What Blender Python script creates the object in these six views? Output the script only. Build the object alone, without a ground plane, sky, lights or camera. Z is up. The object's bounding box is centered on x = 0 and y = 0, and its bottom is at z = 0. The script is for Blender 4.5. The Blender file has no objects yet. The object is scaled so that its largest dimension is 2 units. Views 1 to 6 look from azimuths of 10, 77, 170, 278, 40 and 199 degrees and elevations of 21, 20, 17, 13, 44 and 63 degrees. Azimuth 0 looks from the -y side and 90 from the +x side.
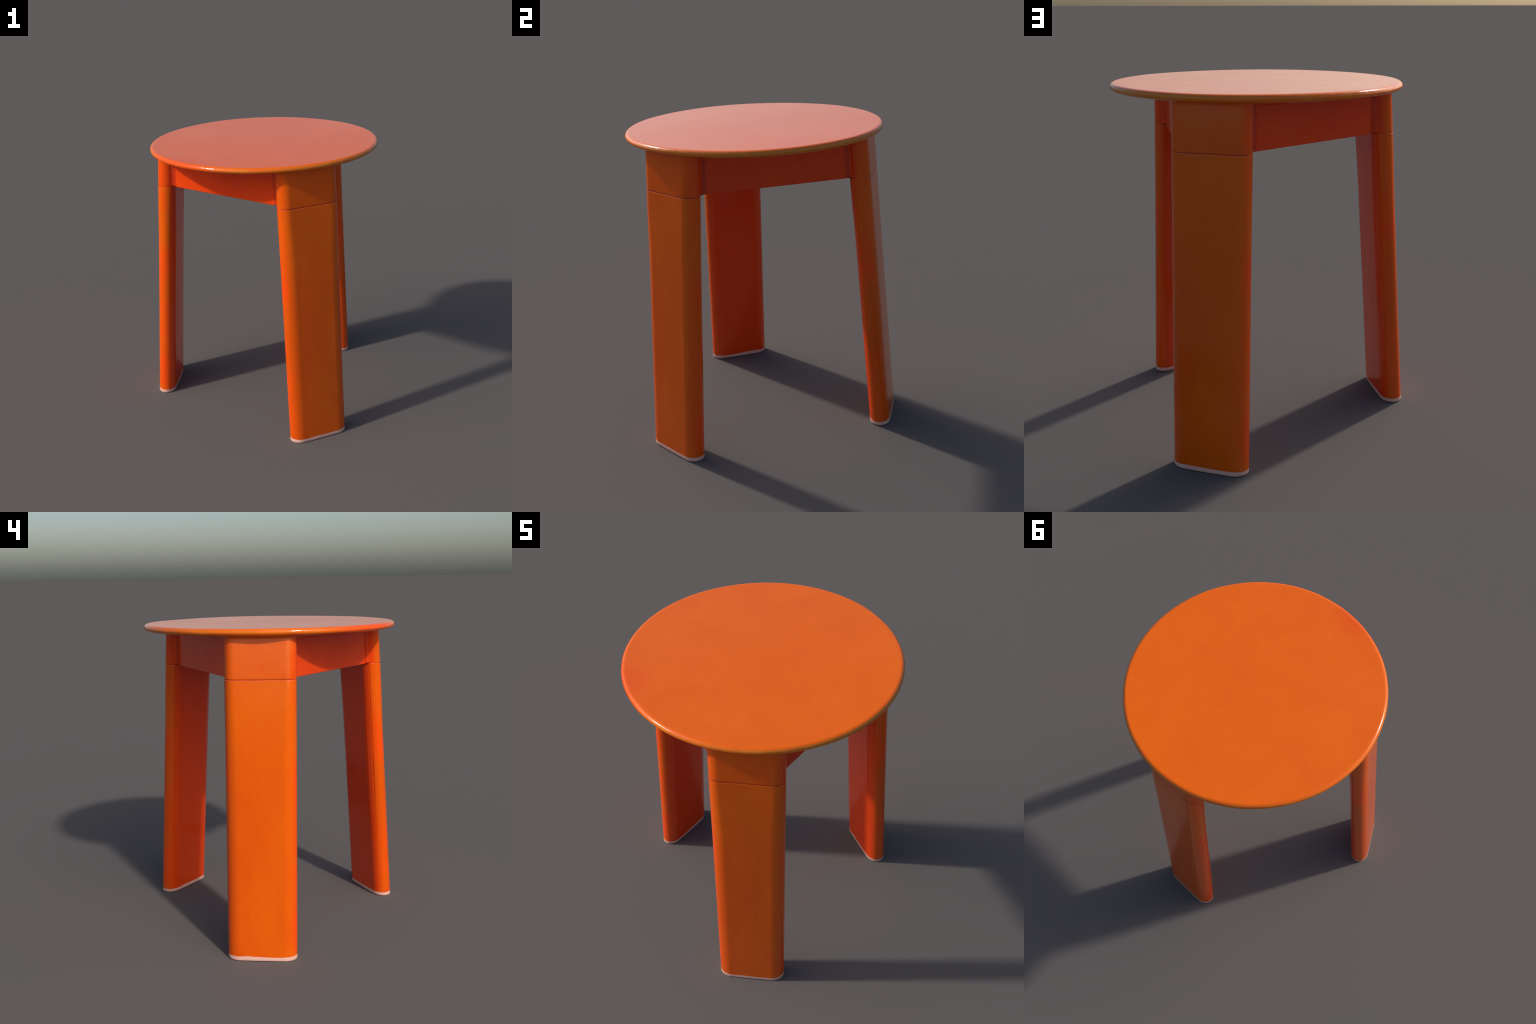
"""Glossy orange moulded three-legged stool: thin round seat, triangular apron
with rounded leg sockets, three splayed flat stadium-section legs, pale foot pads."""
import bpy, bmesh, math, random
from mathutils import Vector, Matrix, noise

# ------------------------------------------------------------------ sizes
CX, CY = 0.0387, -0.0118          # axis of the stool
LEG_AZ = (32.5, 152.5, 272.5)     # the three leg directions, 0 = -y
FOOT_R = 0.8235                   # mid-thickness radius of a leg at the floor
SPLAY = 0.072                     # inward lean per metre of height
HW, R = 0.2130, 0.065             # half width of a leg, half thickness (= end radius)
TC = HW - R
SEAM = 1.7005                     # joint between leg and socket
SEAT_R, SEAT_TOP, SEAT_BOT = 0.8182, 1.9968, 1.9520
APRON_D = 0.485                   # distance of an apron face from the axis
FILLET = 0.026
PAD_H = 0.027


def mid_r(z):
    return FOOT_R - SPLAY * z


# ------------------------------------------------------------------ materials
def lacquer(name, base, deep, light, rough=0.16, bump=0.05, mottle=2.6, streak=(1, 1, 1), inner=None, edge=(-0.058, -0.022), tints=(), streaks=0.0):
    m = bpy.data.materials.new(name)
    m.use_nodes = True
    nt = m.node_tree
    N, L = nt.nodes, nt.links
    bsdf = N["Principled BSDF"]
    tc = N.new("ShaderNodeTexCoord")
    mp = N.new("ShaderNodeMapping")
    mp.inputs["Scale"].default_value = streak
    L.new(tc.outputs["Object"], mp.inputs["Vector"])
    # broad soft clouds in the colour
    n1 = N.new("ShaderNodeTexNoise")
    n1.inputs["Scale"].default_value = mottle
    n1.inputs["Detail"].default_value = 5
    n1.inputs["Roughness"].default_value = 0.55
    n1.inputs["Distortion"].default_value = 0.6
    L.new(mp.outputs[0], n1.inputs["Vector"])
    ramp = N.new("ShaderNodeValToRGB")
    e = ramp.color_ramp.elements
    e[0].position, e[0].color = 0.33, (*deep, 1)
    e[1].position, e[1].color = 0.68, (*light, 1)
    mid = e.new(0.5)
    mid.color = (*base, 1)
    L.new(n1.outputs["Fac"], ramp.inputs["Fac"])
    colour = ramp.outputs["Color"]
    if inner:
        # the inward-facing half of a leg is coloured redder: mask by the
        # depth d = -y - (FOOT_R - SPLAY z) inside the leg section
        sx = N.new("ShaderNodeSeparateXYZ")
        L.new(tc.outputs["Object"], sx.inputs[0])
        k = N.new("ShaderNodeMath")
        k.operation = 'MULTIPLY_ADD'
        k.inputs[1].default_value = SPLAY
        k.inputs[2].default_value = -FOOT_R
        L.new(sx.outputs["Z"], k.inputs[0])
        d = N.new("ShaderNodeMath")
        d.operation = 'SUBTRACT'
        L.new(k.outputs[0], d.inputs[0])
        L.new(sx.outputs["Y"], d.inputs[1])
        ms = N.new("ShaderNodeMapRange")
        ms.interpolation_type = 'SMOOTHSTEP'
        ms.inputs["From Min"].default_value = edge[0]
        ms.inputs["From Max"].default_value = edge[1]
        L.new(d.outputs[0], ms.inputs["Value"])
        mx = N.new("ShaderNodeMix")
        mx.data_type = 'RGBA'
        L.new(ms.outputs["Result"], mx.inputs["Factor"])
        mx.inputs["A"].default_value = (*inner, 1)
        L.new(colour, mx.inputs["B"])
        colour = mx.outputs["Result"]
        # redder patches along the rounded ends
        ax = N.new("ShaderNodeMath")
        ax.operation = 'ABSOLUTE'
        L.new(sx.outputs["X"], ax.inputs[0])
        me_ = N.new("ShaderNodeMapRange")
        me_.interpolation_type = 'SMOOTHSTEP'
        me_.inputs["From Min"].default_value = 0.165
        me_.inputs["From Max"].default_value = 0.208
        L.new(ax.outputs[0], me_.inputs["Value"])
        ne = N.new("ShaderNodeTexNoise")
        ne.inputs["Scale"].default_value = 3.5
        ne.inputs["Detail"].default_value = 2
        L.new(tc.outputs["Object"], ne.inputs["Vector"])
        nr = N.new("ShaderNodeMapRange")
        nr.inputs["From Min"].default_value = 0.38
        nr.inputs["From Max"].default_value = 0.68
        L.new(ne.outputs["Fac"], nr.inputs["Value"])
        fe = N.new("ShaderNodeMath")
        fe.operation = 'MULTIPLY'
        L.new(me_.outputs["Result"], fe.inputs[0])
        L.new(nr.outputs["Result"], fe.inputs[1])
        mx2 = N.new("ShaderNodeMix")
        mx2.data_type = 'RGBA'
        L.new(fe.outputs[0], mx2.inputs["Factor"])
        L.new(colour, mx2.inputs["A"])
        mx2.inputs["B"].default_value = (0.90, 0.075, 0.002, 1)
        colour = mx2.outputs["Result"]
    for az, rad, reach, col, amount in tints:
        # broad painted tint for a rim reflection, centred on one rim point
        a = math.radians(az)
        vd = N.new("ShaderNodeVectorMath")
        vd.operation = 'DISTANCE'
        L.new(tc.outputs["Object"], vd.inputs[0])
        vd.inputs[1].default_value = (rad * math.sin(a), -rad * math.cos(a), 1.98)
        mt = N.new("ShaderNodeMapRange")
        mt.interpolation_type = 'SMOOTHSTEP'
        mt.inputs["From Min"].default_value = reach
        mt.inputs["From Max"].default_value = reach * 0.25
        mt.inputs["To Max"].default_value = amount
        L.new(vd.outputs["Value"], mt.inputs["Value"])
        mxt = N.new("ShaderNodeMix")
        mxt.data_type = 'RGBA'
        L.new(mt.outputs["Result"], mxt.inputs["Factor"])
        L.new(colour, mxt.inputs["A"])
        mxt.inputs["B"].default_value = (*col, 1)
        colour = mxt.outputs["Result"]
    if streaks:
        # faint vertical drag lines
        ms2 = N.new("ShaderNodeMapping")
        ms2.inputs["Scale"].default_value = (26, 26, 1.1)
        L.new(tc.outputs["Object"], ms2.inputs["Vector"])
        ns = N.new("ShaderNodeTexNoise")
        ns.inputs["Scale"].default_value = 1.0
        ns.inputs["Detail"].default_value = 3
        L.new(ms2.outputs[0], ns.inputs["Vector"])
        rs = N.new("ShaderNodeMapRange")
        rs.inputs["From Min"].default_value = 0.3
        rs.inputs["From Max"].default_value = 0.7
        rs.inputs["To Min"].default_value = 1 - streaks
        rs.inputs["To Max"].default_value = 1 + streaks
        L.new(ns.outputs["Fac"], rs.inputs["Value"])
        vs = N.new("ShaderNodeVectorMath")
        vs.operation = 'SCALE'
        L.new(colour, vs.inputs[0])
        L.new(rs.outputs["Result"], vs.inputs["Scale"])
        colour = vs.outputs[0]
    # fine grain
    n2 = N.new("ShaderNodeTexNoise")
    n2.inputs["Scale"].default_value = 40
    n2.inputs["Detail"].default_value = 3
    L.new(tc.outputs["Object"], n2.inputs["Vector"])
    mr = N.new("ShaderNodeMapRange")
    mr.inputs["To Min"].default_value = 0.965
    mr.inputs["To Max"].default_value = 1.035
    L.new(n2.outputs["Fac"], mr.inputs["Value"])
    mul = N.new("ShaderNodeVectorMath")
    mul.operation = 'SCALE'
    L.new(colour, mul.inputs[0])
    L.new(mr.outputs["Result"], mul.inputs["Scale"])
    L.new(mul.outputs[0], bsdf.inputs["Base Color"])
    # gloss varies a little with wear
    n3 = N.new("ShaderNodeTexNoise")
    n3.inputs["Scale"].default_value = 5
    n3.inputs["Detail"].default_value = 4
    L.new(tc.outputs["Object"], n3.inputs["Vector"])
    rr = N.new("ShaderNodeMapRange")
    rr.inputs["To Min"].default_value = rough * 0.75
    rr.inputs["To Max"].default_value = rough * 1.3
    L.new(n3.outputs["Fac"], rr.inputs["Value"])
    L.new(rr.outputs["Result"], bsdf.inputs["Roughness"])
    bsdf.inputs["IOR"].default_value = 1.5
    if bump:
        n4 = N.new("ShaderNodeTexNoise")
        n4.inputs["Scale"].default_value = 14
        n4.inputs["Detail"].default_value = 2
        L.new(tc.outputs["Object"], n4.inputs["Vector"])
        b = N.new("ShaderNodeBump")
        b.inputs["Strength"].default_value = bump
        b.inputs["Distance"].default_value = 0.02
        L.new(n4.outputs["Fac"], b.inputs["Height"])
        L.new(b.outputs["Normal"], bsdf.inputs["Normal"])
    return m


M_SEAT = lacquer("orange_seat_plastic", (0.905, 0.143, 0.001), (0.885, 0.136, 0.001), (0.922, 0.150, 0.001), 0.15, 0.012, 3.4,
                 tints=((325, 0.86, 0.27, (0.90, 0.085, 0.003), 0.55),))
M_RIM = lacquer("reflection_tinted_rim", (0.80, 0.165, 0.006), (0.80, 0.135, 0.005), (0.80, 0.205, 0.012), 0.14, 0.20, 4,
                tints=((325, 0.82, 0.50, (0.88, 0.070, 0.003), 0.75), (110, 0.82, 1.15, (0.66, 0.205, 0.012), 0.75)))  # red arc and olive shaded-side arc baked into the rim colour
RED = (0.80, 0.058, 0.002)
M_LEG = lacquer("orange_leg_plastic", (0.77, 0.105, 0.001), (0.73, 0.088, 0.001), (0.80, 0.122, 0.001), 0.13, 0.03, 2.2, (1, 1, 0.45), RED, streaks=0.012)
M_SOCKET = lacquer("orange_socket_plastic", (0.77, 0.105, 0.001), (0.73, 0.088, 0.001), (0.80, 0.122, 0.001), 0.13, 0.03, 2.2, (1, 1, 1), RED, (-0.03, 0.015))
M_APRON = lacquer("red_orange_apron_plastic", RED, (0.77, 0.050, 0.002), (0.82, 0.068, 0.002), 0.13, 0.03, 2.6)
M_SEAM = lacquer("dark_red_joint", (0.42, 0.026, 0.005), (0.38, 0.022, 0.005), (0.46, 0.030, 0.005), 0.6, 0)
M_FILLET_DARK = lacquer("fillet_dark_reflection", (0.58, 0.032, 0.002), (0.54, 0.028, 0.002), (0.62, 0.036, 0.002), 0.35, 0)  # darkened red: the fillet mirrors the leg, no sky, painted into the base
M_PAD = lacquer("pale_pink_rubber", (0.80, 0.45, 0.37), (0.76, 0.41, 0.33), (0.83, 0.49, 0.41), 0.5, 0, 9)


# ------------------------------------------------------------------ helpers
def obj_from_bm(bm, name, mats, parent=None, smooth_angle=None):
    me = bpy.data.meshes.new(name)
    bm.normal_update()
    bm.to_mesh(me)
    bm.free()
    for m in mats:
        me.materials.append(m)
    for p in me.polygons:
        p.use_smooth = True
    if smooth_angle:
        me.set_sharp_from_angle(angle=math.radians(smooth_angle))
    ob = bpy.data.objects.new(name, me)
    bpy.context.scene.collection.objects.link(ob)
    ob.parent = parent
    return ob


def loft(bm, rings, closed=True, mat=0):
    """rings: list of lists of BMVert, all of one length."""
    faces = []
    for a, b in zip(rings[:-1], rings[1:]):
        n = len(a)
        for i in range(n if closed else n - 1):
            j = (i + 1) % n
            f = bm.faces.new((a[i], a[j], b[j], b[i]))
            f.material_index = mat
            faces.append(f)
    return faces


def lerp(a, b, f):
    return a + (b - a) * f


def sstep(a, b, x):
    f = max(0.0, min(1.0, (x - a) / (b - a)))
    return f * f * (3 - 2 * f)


# ------------------------------------------------------------------ leg section
def leg_section(crease, inset=0.0, soft=0.0):
    """Stadium outline (t, d): t across, d outward. 'crease' 0..1 cuts a flat
    chamfer with two fine grooves into the inner corners; 'soft' 0..1 lengthens
    the round ends and pillows the faces."""
    r = R - inset
    tc = TC - 0.016 * soft
    ra = HW - tc - inset
    half = []
    nflat = 9
    for i in range(nflat):                                   # outer flat
        half.append((tc * i / nflat, r + pillow(tc * i / nflat, tc, soft)))
    F0, F1 = 133.0, 170.0
    angs = [F0 * i / 26 for i in range(27)] + [F0 + 2.5, F0 + 5]
    angs += [F0 + 5 + (F1 - F0 - 10) * i / 4 for i in range(1, 5)] + [F1 - 2.5, F1, 174.0, 180.0]
    def on(a):
        a = math.radians(a)
        return Vector((tc + ra * math.sin(a), r * math.cos(a)))
    A, B = on(F0), on(F1)
    for a in angs:
        p = on(a)
        if F0 < a < F1:
            f = (a - F0) / (F1 - F0)
            p = p.lerp(A.lerp(B, f), crease)
        # grooves along the two edges of the chamfer
        g = math.exp(-((a - F0 - 2.5) / 2.0) ** 2) + 0.8 * math.exp(-((a - F1) / 2.0) ** 2)
        n = Vector((math.sin(math.radians(a)), math.cos(math.radians(a))))
        p = p - n * (0.0028 * crease * g)
        half.append((p.x, p.y))
    for i in range(1, nflat):                                # inner flat
        half.append((tc * (1 - i / nflat), -r - pillow(tc * (1 - i / nflat), tc, soft)))
    half.append((0.0, -r - pillow(0, tc, soft)))
    # half runs clockwise from t=0 outer to t=0 inner; mirror for the other side
    other = [(-x, y) for x, y in reversed(half[1:-1])]
    return half + other


def pillow(t, tc, soft):
    f = 1 - (t / tc) ** 2
    return 0.0015 * soft * f * f


def to_local(t, d, z):
    return Vector((t, -(mid_r(z) + d), z))


def build_leg(az, seed, root):
    rng = random.Random(seed)
    off = Vector((rng.uniform(0, 50), rng.uniform(0, 50), rng.uniform(0, 50)))
    n_pts = len(leg_section(0))

    def pad_edge(t, d):                                      # slightly wavy dip line
        return PAD_H + 0.006 * noise.noise(Vector((t * 7, d * 7, 0)) + off) \
            + 0.002 * noise.noise(Vector((t * 22, d * 22, 3)) + off)

    def seam_edge(t, d):
        return 0.003 * noise.noise(Vector((t * 9, d * 9, 9)) + off)

    def ring(bm, zf, crease, inset=0.0, soft=1.0):
        vs = []
        for t, d in leg_section(crease, inset, soft):
            z = zf(t, d)
            fat = 1 + 0.022 * (1 - z / SEAM)          # a touch thicker toward the floor
            w = 0.0012 * noise.noise(Vector((t * 6, d * 6, z * 2.2)) + off)   # moulding unevenness
            vs.append(bm.verts.new(to_local(t, d * fat + w * (1 if d > 0 else -1), z)))
        return vs

    # --- the leg shaft
    bm = bmesh.new()
    rings = []
    rings.append(ring(bm, lambda t, d: pad_edge(t, d), 0, 0.0))
    rings.append(ring(bm, lambda t, d: pad_edge(t, d) + 0.006, 0, 0.0))
    nz = 44
    z0, z1 = 0.06, SEAM - 0.022
    for i in range(nz + 1):
        z = lerp(z0, z1, i / nz)
        c = sstep(0.25, 1.15, z)
        rings.append(ring(bm, lambda t, d: z, c, 0.0, 1 - sstep(1.25, 1.66, z)))
    top = SEAM - 0.0020
    for dz, ins in ((0.010, 0.0), (0.004, 0.0), (0.0016, 0.0), (0.0004, 0.0005), (0.0, 0.0018)):
        rings.append(ring(bm, lambda t, d: top - dz + seam_edge(t, d), 1, ins, 0.0))
    loft(bm, rings)
    bm.faces.new(rings[-1])
    leg = obj_from_bm(bm, "leg", [M_LEG], root, 40)
    leg.location = (CX, CY, 0)
    leg.rotation_euler = (0, 0, math.radians(az))

    # --- dark recessed joint ring between leg and socket
    bm = bmesh.new()
    rs = [ring(bm, lambda t, d, q=q: SEAM + q + seam_edge(t, d), 1, 0.0016, 0.0) for q in (-0.008, 0.0, 0.008)]
    loft(bm, rs)
    bm.faces.new(rs[-1])
    bm.faces.new(list(reversed(rs[0])))
    obj_from_bm(bm, "leg_joint", [M_SEAM], leg, 40)

    # --- pale foot pad
    bm = bmesh.new()
    rs = []
    for q, ins in ((0.0, 0.004), (0.0012, 0.0018), (0.004, 0.0)):
        rs.append(ring(bm, lambda t, d: q, 0, ins))
    rs.append(ring(bm, lambda t, d: lerp(0.004, pad_edge(t, d), 0.5), 0, 0))
    rs.append(ring(bm, lambda t, d: pad_edge(t, d) - 0.0004, 0, 0))
    loft(bm, rs)
    bm.faces.new(list(reversed(rs[0])))
    bm.faces.new(rs[-1])
    obj_from_bm(bm, "foot_pad", [M_PAD], leg, 40)
    return leg


# ------------------------------------------------------------------ apron + sockets
S60, C60 = math.sin(math.radians(60)), math.cos(math.radians(60))
N_FLAT, N_ARC, N_FIL, N_LINE = 8, 22, 10, 22
LINE_AT = (0.0, 0.006, 0.011, 0.0125, 0.014, 0.0155, 0.017, 0.019, 0.022, 0.026, 0.032, 0.040)
GLINT_STEP = 0.0022
GLINT_IN = 0.011                  # strip between socket and the raised reflection edge


def sector_half(z, grow=0.0):
    """Outline (t, rad) from the middle of a socket face to the middle of the
    neighbouring apron: flat, round end, concave fillet, straight apron."""
    r0 = mid_r(z)
    r = R + grow
    d = APRON_D + grow
    rf = max(0.006, FILLET - grow)
    C = Vector((TC, r0))
    Nn, T = Vector((S60, C60)), Vector((C60, -S60))
    hh = d + rf - C.dot(Nn)
    F = C + Nn * hh + T * math.sqrt((r + rf) ** 2 - hh * hh)
    k = (F - C).normalized()
    phi = math.atan2(k.x, k.y)
    pts = [Vector((TC * i / N_FLAT, r0 + r)) for i in range(N_FLAT)]
    for i in range(N_ARC):
        a = phi * i / N_ARC
        pts.append(C + Vector((math.sin(a), math.cos(a))) * r)
    v0 = C + k * r - F
    v1 = -Nn * rf
    a0, a1 = math.atan2(v0.y, v0.x), math.atan2(v1.y, v1.x)
    da = (a1 - a0 + math.pi) % (2 * math.pi) - math.pi
    for i in range(N_FIL):
        a = a0 + da * i / N_FIL
        pts.append(F + Vector((math.cos(a), math.sin(a))) * rf)
    P0 = F - Nn * rf
    P1 = Nn * d
    length = (P1 - P0).length
    top = SEAT_BOT - 0.024
    for i in range(N_LINE + 1):
        s = LINE_AT[i] if i < len(LINE_AT) else lerp(LINE_AT[-1], length, (i - len(LINE_AT) + 1) / (N_LINE - len(LINE_AT) + 1))
        # apron face raised so its edge draws the reflected-light outline, rounded at upper corners
        rc = 0.022
        qx, qy = rc - (s - GLINT_IN), rc - (top - z)
        sd = rc - (math.hypot(max(qx, 0), max(qy, 0)) + min(max(qx, qy), 0))
        up = GLINT_STEP * sstep(0.0, 0.008, sd)
        pts.append(P0 + T * 0 + (P1 - P0) * (s / length) + Nn * up)
    return pts


def inner_of(p, z):
    n = abs(p.x) * S60 + p.y * C60
    s = min((APRON_D - 0.05) / n, (mid_r(z) - R - 0.012) / p.y)
    return p * s


def sector(z, grow=0.0, inner=False):
    h = sector_half(z, grow)
    if inner:
        h = [inner_of(p, z) for p in h]
    left = [Vector((-p.x, p.y)) for p in reversed(h[1:])]
    return left + h[:-1]                      # apron mid -> socket -> next apron mid (exclusive)


def build_frame(root):
    n_sec = len(sector(SEAM))
    bm = bmesh.new()
    zb = SEAM + 0.0022

    def ring(z, grow=0.0, inner=False):
        vs = []
        for az in LEG_AZ:
            a = math.radians(az)
            # leg local (t, rad) -> stool xy ; order runs counter-clockwise
            for p in sector(z, grow, inner):
                x = p.x * math.cos(a) + p.y * math.sin(a)
                y = p.x * math.sin(a) - p.y * math.cos(a)
                # between the sockets the apron hangs a little lower than the joint
                drop = 0.004 * sstep(0.165, 0.180, abs(p.x) * S60) * sstep(zb + 0.06, zb, z)
                vs.append(bm.verts.new((x, y, z - drop)))
        return vs

    rings = [ring(zb + 0.03, 0, True), ring(zb, 0, True)]
    for dz, g in ((0.0, -0.006), (0.0, -0.003), (0.0008, -0.0014), (0.0024, -0.0004), (0.0045, 0), (0.010, 0), (0.02, 0)):
        rings.append(ring(zb + dz, g))
    zt = SEAT_BOT
    for i in range(1, 9):
        rings.append(ring(lerp(zb + 0.02, zt - 0.050, i / 8)))
    for i in range(1, 14):
        rings.append(ring(lerp(zt - 0.050, zt - 0.016, i / 13)))
    for i in range(1, 7):                     # concave flare into the underside of the seat
        a = math.pi / 2 * i / 6
        rings.append(ring(zt - 0.014 + 0.014 * math.sin(a), 0.010 * (1 - math.cos(a))))
    rings.append(ring(zt + 0.004, 0.010))
    loft(bm, rings)
    bm.normal_update()
    bm.verts.ensure_lookup_table()
    normals = [v.normal.copy() for v in bm.verts]
    full = [v.co.copy() for v in bm.verts]
    quads = [[v.index for v in f.verts] for f in bm.faces]
    bm.verts.index_update()
    quads = [[v.index for v in f.verts] for f in bm.faces]
    bm.free()
    n_ring = n_sec * 3
    # region split: middle of each fillet is the border between socket and apron
    half_n = N_FLAT + N_ARC + N_FIL // 2
    mid = N_FLAT + N_ARC + N_FIL + N_LINE     # index of socket centre in a sector
    def region(face):
        i = min(q % n_ring for q in face)
        js = [q % n_ring for q in face]
        if max(js) - min(js) > n_ring / 2:
            i = n_ring - 1
        s, k = divmod(i, n_sec)
        if mid - half_n <= k < mid + half_n:
            return ("leg_socket", s)
        return ("apron", s if k < mid else (s + 1) % 3)
    groups = {}
    for f in quads:
        groups.setdefault(region(f), []).append(f)
    for key in sorted(groups):
        faces = groups[key]
        used = sorted({i for f in faces for i in f})
        remap = {g: l for l, g in enumerate(used)}
        me = bpy.data.meshes.new(key[0])
        turn = math.radians(LEG_AZ[key[1]]) if key[0] == "leg_socket" else 0.0
        unrot = Matrix.Rotation(-turn, 3, 'Z')
        me.from_pydata([unrot @ full[g] for g in used], [], [[remap[i] for i in f] for f in faces])
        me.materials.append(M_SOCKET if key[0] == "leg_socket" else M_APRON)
        me.materials.append(M_FILLET_DARK)
        for p, f in zip(me.polygons, faces):
            p.use_smooth = True
            if key[0] == "apron":
                ks = sorted((i % n_ring) % n_sec for i in f)
                k = abs(ks[0] + 0.5 - mid) if ks[-1] - ks[0] < 3 else 0
                if 0 < k - (N_FLAT + N_ARC + N_FIL) < 2 or half_n < k < N_FLAT + N_ARC + N_FIL:
                    p.material_index = 1
        me.normals_split_custom_set_from_vertices([unrot @ normals[g] for g in used])
        ob = bpy.data.objects.new(key[0], me)
        bpy.context.scene.collection.objects.link(ob)
        ob.parent = root
        ob.location = (CX, CY, 0)
        ob.rotation_euler = (0, 0, turn)
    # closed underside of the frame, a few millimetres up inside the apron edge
    bm = bmesh.new()
    rim = []
    for az in LEG_AZ:
        a = math.radians(az)
        for p in sector(zb, -0.008):
            rim.append(bm.verts.new((p.x * math.cos(a) + p.y * math.sin(a), p.x * math.sin(a) - p.y * math.cos(a), zb - 0.0048)))
    up = [bm.verts.new((v.co.x, v.co.y, zb + 0.02)) for v in rim]
    hub, hub2 = bm.verts.new((0, 0, zb - 0.0048)), bm.verts.new((0, 0, zb + 0.02))
    loft(bm, [rim, up])
    for i in range(len(rim)):
        j = (i + 1) % len(rim)
        bm.faces.new((rim[j], rim[i], hub))
        bm.faces.new((up[i], up[j], hub2))
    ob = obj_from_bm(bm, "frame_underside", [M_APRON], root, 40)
    ob.location = (CX, CY, 0)


# ------------------------------------------------------------------ seat
def build_seat(root):
    """Thin round slab turned from a profile; the rounded nose is a rim of its own colour."""
    bm = bmesh.new()
    seg = 240
    th = SEAT_TOP - SEAT_BOT
    hz = th / 2
    zc = SEAT_BOT + hz
    nose = 0.026
    prof = [(0.02, SEAT_BOT), (0.4, SEAT_BOT), (0.70, SEAT_BOT), (0.76, SEAT_BOT)]
    for i in range(0, 23):
        a = -math.pi / 2 + math.pi * i / 22
        ca, sa = max(0.0, math.cos(a)), math.sin(a)
        nz = nose if sa > 0 else 0.050        # upper edge tight, lower edge drawn in
        x = SEAT_R - nz + nz * ca ** 0.9
        z = zc + hz * math.copysign(abs(sa) ** 0.95, sa)
        prof.append((x, z))
    prof += [(SEAT_R - 0.030, SEAT_TOP), (SEAT_R - 0.036, SEAT_TOP), (0.74, SEAT_TOP),
             (0.65, SEAT_TOP), (0.5, SEAT_TOP), (0.3, SEAT_TOP), (0.1, SEAT_TOP), (0.02, SEAT_TOP)]
    rings = []
    for r, z in prof:
        vs = []
        for k in range(seg):
            a = 2 * math.pi * k / seg
            c, s = math.cos(a), math.sin(a)
            w = 0.0012 * noise.noise(Vector((c * 4, s * 4, z * 12 + 5))) + 0.0009 * noise.noise(Vector((c * 11, s * 11, z * 40)))
            edge = sstep(0.7, 0.8, r)
            rr = r + w * edge
            zz = z + (0.0025 * noise.noise(Vector((c * r * 1.6, s * r * 1.6, 2))) * (z - zc) / hz if z > zc else 0)
            vs.append(bm.verts.new((rr * c, rr * s, min(zz, 2.0))))
        rings.append(vs)
    n_low = 4
    for i, (a, b) in enumerate(zip(rings[:-1], rings[1:])):
        zmid = (prof[i][1] + prof[i + 1][1]) / 2
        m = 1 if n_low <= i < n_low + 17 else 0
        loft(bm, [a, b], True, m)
    bm.faces.new(rings[-1])
    bm.faces.new(list(reversed(rings[0])))
    ob = obj_from_bm(bm, "seat", [M_SEAT, M_RIM], root, 60)
    ob.location = (CX, CY, 0)
    return ob


# ------------------------------------------------------------------ assemble
root = bpy.data.objects.new("stool", None)
bpy.context.scene.collection.objects.link(root)
root["label"] = "glossy orange three-legged stool with thin round seat"
root["category"] = "stool"
build_seat(root)
build_frame(root)
for i, az in enumerate(LEG_AZ):
    build_leg(az, 11 + i, root)
